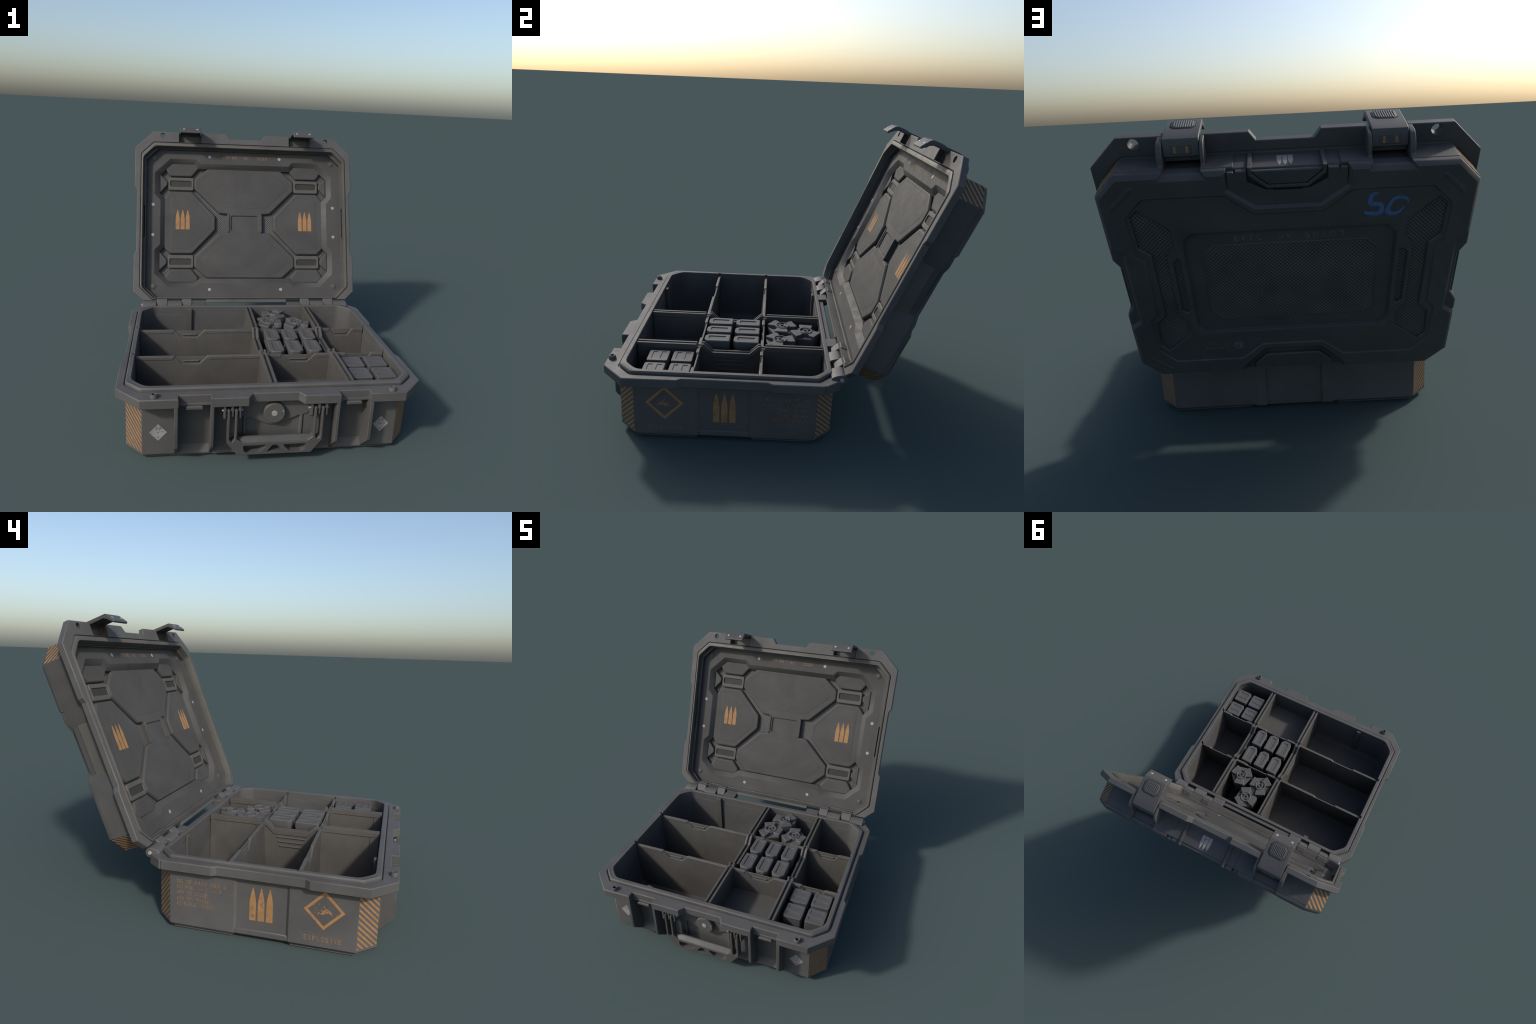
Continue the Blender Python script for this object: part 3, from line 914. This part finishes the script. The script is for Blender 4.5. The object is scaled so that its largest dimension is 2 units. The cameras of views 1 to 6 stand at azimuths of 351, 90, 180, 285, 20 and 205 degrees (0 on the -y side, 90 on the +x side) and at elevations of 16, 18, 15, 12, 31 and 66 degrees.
BACK = lambda n: frame((0, 0, n), (1, 0, 0), (0, -1, 0))          # back of the lid, read with the lid shut
g = Geo()
for word, x0, cell in (("LOT", -0.249, 0.037), ("05", -0.137, 0.037), ("AC", -0.017, 0.037), ("5233", 0.119, 0.034)):
    lettering(g, word, x0, -0.274, cell, 0.032, BACK(-0.3545), 0.72)
lettering(g, "GREAVES", 0.318, 0.373 + 0.002, 0.0262, 0.019, BACK(-0.3725), 0.9, slant=0.25)
lettering(g, "ARMOR", 0.330, 0.405, 0.0262, 0.019, BACK(-0.3725), 0.9, slant=0.25)
# maker's shield
g.prism(rounded(ccw([(0.258, 0.378), (0.306, 0.378), (0.306, 0.412), (0.290, 0.428), (0.262, 0.420)]), 0.012, 3), (0.0004, 0.001), holes=[(rounded(ccw([(0.268, 0.388), (0.296, 0.388), (0.296, 0.406), (0.286, 0.416), (0.270, 0.411)]), 0.006, 2), None)], M=BACK(-0.3725))
decal(g, [(0.262, 0.398), (0.300, 0.376), (0.306, 0.386), (0.268, 0.408)], BACK(-0.3725), 0.0014)
obj("back_lettering", g, P_FAINT, lid)
g = Geo()
def smooth(pts, k=5):
    """Catmull-Rom through hand-placed points"""
    out = []
    P = [Vector(p) for p in pts]
    P = [P[0] * 2 - P[1]] + P + [P[-1] * 2 - P[-2]]
    for i in range(1, len(P) - 2):
        a, b, c, d = P[i - 1:i + 3]
        for j in range(k):
            t = j / k
            out.append(0.5 * (2 * b + (c - a) * t + (2 * a - 5 * b + 4 * c - d) * t * t + (3 * b - a - 3 * c + d) * t ** 3))
    return out + [P[-2]]

def brush(g, pts, widths, M):
    """hand-brushed stroke: one ribbon along a curve, swelling and thinning"""
    c = smooth(pts)
    n = len(c)
    L, R = [], []
    for i, p in enumerate(c):
        d = (c[min(i + 1, n - 1)] - c[max(i - 1, 0)]).normalized()
        q = Vector((-d.y, d.x))
        t = i / (n - 1) * (len(widths) - 1)
        j = min(int(t), len(widths) - 2)
        w = widths[j] + (widths[j + 1] - widths[j]) * (t - j)
        w *= min(1.0, 0.55 + 0.25 * i, 0.55 + 0.25 * (n - 1 - i)) * 0.5
        L.append(tuple(p + q * w)); R.append(tuple(p - q * w))
    V = [(x, y, 0.0010) for x, y in L + R]
    g.add(V, [(i, n + i, n + i + 1, i + 1) for i in range(n - 1)], M)
MB = BACK(-0.3725)
five = [(-0.326, -0.374), (-0.352, -0.366), (-0.385, -0.365), (-0.400, -0.375), (-0.400, -0.398), (-0.392, -0.410), (-0.362, -0.412), (-0.350, -0.420), (-0.353, -0.448), (-0.362, -0.462), (-0.385, -0.464)]
brush(g, five, (0.014, 0.021, 0.022, 0.021, 0.021, 0.019, 0.010), MB)
zero = [(-0.498, -0.396), (-0.486, -0.376), (-0.468, -0.362), (-0.440, -0.362), (-0.428, -0.376), (-0.431, -0.395), (-0.441, -0.418), (-0.456, -0.436), (-0.480, -0.441), (-0.502, -0.434), (-0.514, -0.420), (-0.510, -0.404)]
brush(g, zero, (0.006, 0.010, 0.019, 0.024, 0.018, 0.014, 0.016, 0.018, 0.008, 0.003), MB)
obj("painted_number", g, P_BLUE, lid)
g = Geo()
TOPF = frame((0, 0.5980, 0), (-1, 0, 0), (0, 0, 1)) @ Matrix.Rotation(math.pi, 4, "Z")
for c in (-0.018, 0.006, 0.030):
    decal(g, bullet(c, 0.242, 0.330, 0.021), TOPF)
obj("crown_cartridge_mark", g, P_WHITE, lid)
g = Geo()
for sx in (1, -1):
    for a, b in ((Vector((0.814, 0.506, 0)), Vector((0.714, 0.606, 0))), (Vector((0.814, -0.508, 0)), Vector((0.714, -0.610, 0)))):
        a.x *= sx; b.x *= sx
        M = frame(a, b - a, (0, 0, 1))
        if (M.to_3x3() @ Vector((0, 0, 1))).dot((a + b) / 2) < 0:
            M = M @ Matrix.Scale(-1, 4, (0, 0, 1))
        M = M @ Matrix.Translation((0.004, 0, 0))
        stripes(g, (b - a).length - 0.008, -0.350, -0.207, -0.105, 0.0312, M)
obj("hazard_stripe", g, P_ORANGE, lid)

# ------------------------------------------------------------------ contents
def magazine():
    g = Geo()
    top = [(0.0465, 0.079), (-0.0465, 0.079), (-0.0475, -0.052), (-0.030, -0.080), (0.020, -0.082), (0.0475, -0.060)]
    top = rounded(ccw(top), 0.007, 2)
    well = rounded(rect(-0.0205, -0.055, 0.0205, 0.054), 0.008, 2)
    g.prism(top, [(0.270, 0.006), (0.300, 0.0), (0.328, 0), (0.3325, 0.0042)], holes=[(well, [(0.270, 0), (0.331, 0), (0.3325, -0.0015)])])
    g.prism(inset(top, 0.010), [(-0.039, 0.008), (0.3275, 0.0)])
    g.prism(inset(top, 0.002), [(0.236, 0.006), (0.244, 0.002), (0.262, 0.002), (0.268, 0.008)])
    return g
def cell_pack():
    g = Geo()
    o = rounded(rect(-0.0625, -0.062, 0.0625, 0.062), 0.014, 3)
    wells = [rounded(rect(-0.044, 0.014, 0.040, 0.043), 0.004, 2), rounded(rect(-0.044, -0.038, 0.040, -0.011), 0.004, 2)]
    g.prism(o, [(0.295, 0.001), (0.303, 0), (0.3075, 0.003)], holes=[(w, [(0.295, 0), (0.3075, 0)]) for w in wells])
    g.prism(o, [(-0.039, 0.004), (0.290, 0.0), (0.3045, 0.0005)])
    g.box(-0.066, -0.055, -0.045, -0.025, 0.20, 0.275, 0.002)
    return g
def canister():
    g = Geo()
    P = lambda r, d: (r * math.cos(math.radians(d)), r * math.sin(math.radians(d)))
    body, petals = [], []
    for k in range(3):
        c = 120 * k
        body += [P(0.100, c - 25), P(0.100, c + 25)]
    body = rounded(ccw(body), 0.010, 2)
    g.prism(body, [(-0.039, 0.004), (-0.033, 0), (0.302, 0), (0.3065, 0.004)])
    for k in range(3):
        c = 120 * k
        p = [P(0.034, c - 52), P(0.050, c - 40), P(0.076, c - 34), P(0.101, c - 26), P(0.101, c + 26), P(0.076, c + 34), P(0.050, c + 40), P(0.034, c + 52)]
        g.prism(rounded(ccw(p), 0.005, 2), [(0.290, 0), (0.3245, 0), (0.3275, 0.003)])
    g.prism(circle(0, 0, 0.046, 28), [(0.30, 0), (0.326, 0), (0.3325, 0.003)], holes=[(circle(0, 0, 0.037, 28), [(0.30, 0), (0.331, 0), (0.3325, -0.001)])])
    g.prism(circle(0, 0, 0.040, 24), [(0.30, 0), (0.316, 0)])
    g.prism(circle(0, 0, 0.022, 20), [(0.31, 0), (0.325, 0), (0.328, 0.003)], holes=[(circle(0, 0, 0.011, 16), [(0.31, 0), (0.328, 0)])])
    return g

def place(name, geo, mat, spots, label, category):
    o = None
    for x, y, rot in spots:
        o = obj(name, geo, mat, angle=24) if o is None else dup(o, name)
        o.matrix_basis = Matrix.Translation((x, y, 0.0865)) @ Matrix.Rotation(math.radians(rot), 4, "Z")
        o["label"], o["category"] = label, category
mags = []
for (x, y) in ((0.339, -0.390), (0.2175, -0.390), (0.096, -0.390), (0.3455, -0.207), (0.2235, -0.207), (0.1025, -0.207)):
    mags.append((x, y, rs.uniform(-0.6, 0.6)))
place("magazine", magazine(), M_LOAD, mags, "grey box magazine standing on end with recessed base", "rifle magazine")
place("cell_pack", cell_pack(), M_LOAD, [(0.5495, -0.720, 0), (0.6970, -0.7205, 0), (0.5490, -0.5755, 0), (0.6960, -0.5715, 0)], "square grey ammunition block with two recessed slots", "ammunition block")
place("canister", canister(), M_LOAD, [(0.315, 0.006, -18), (0.118, 0.021, -5), (0.183, 0.174, 56)], "three lobed grey canister with round socket on top", "canister")
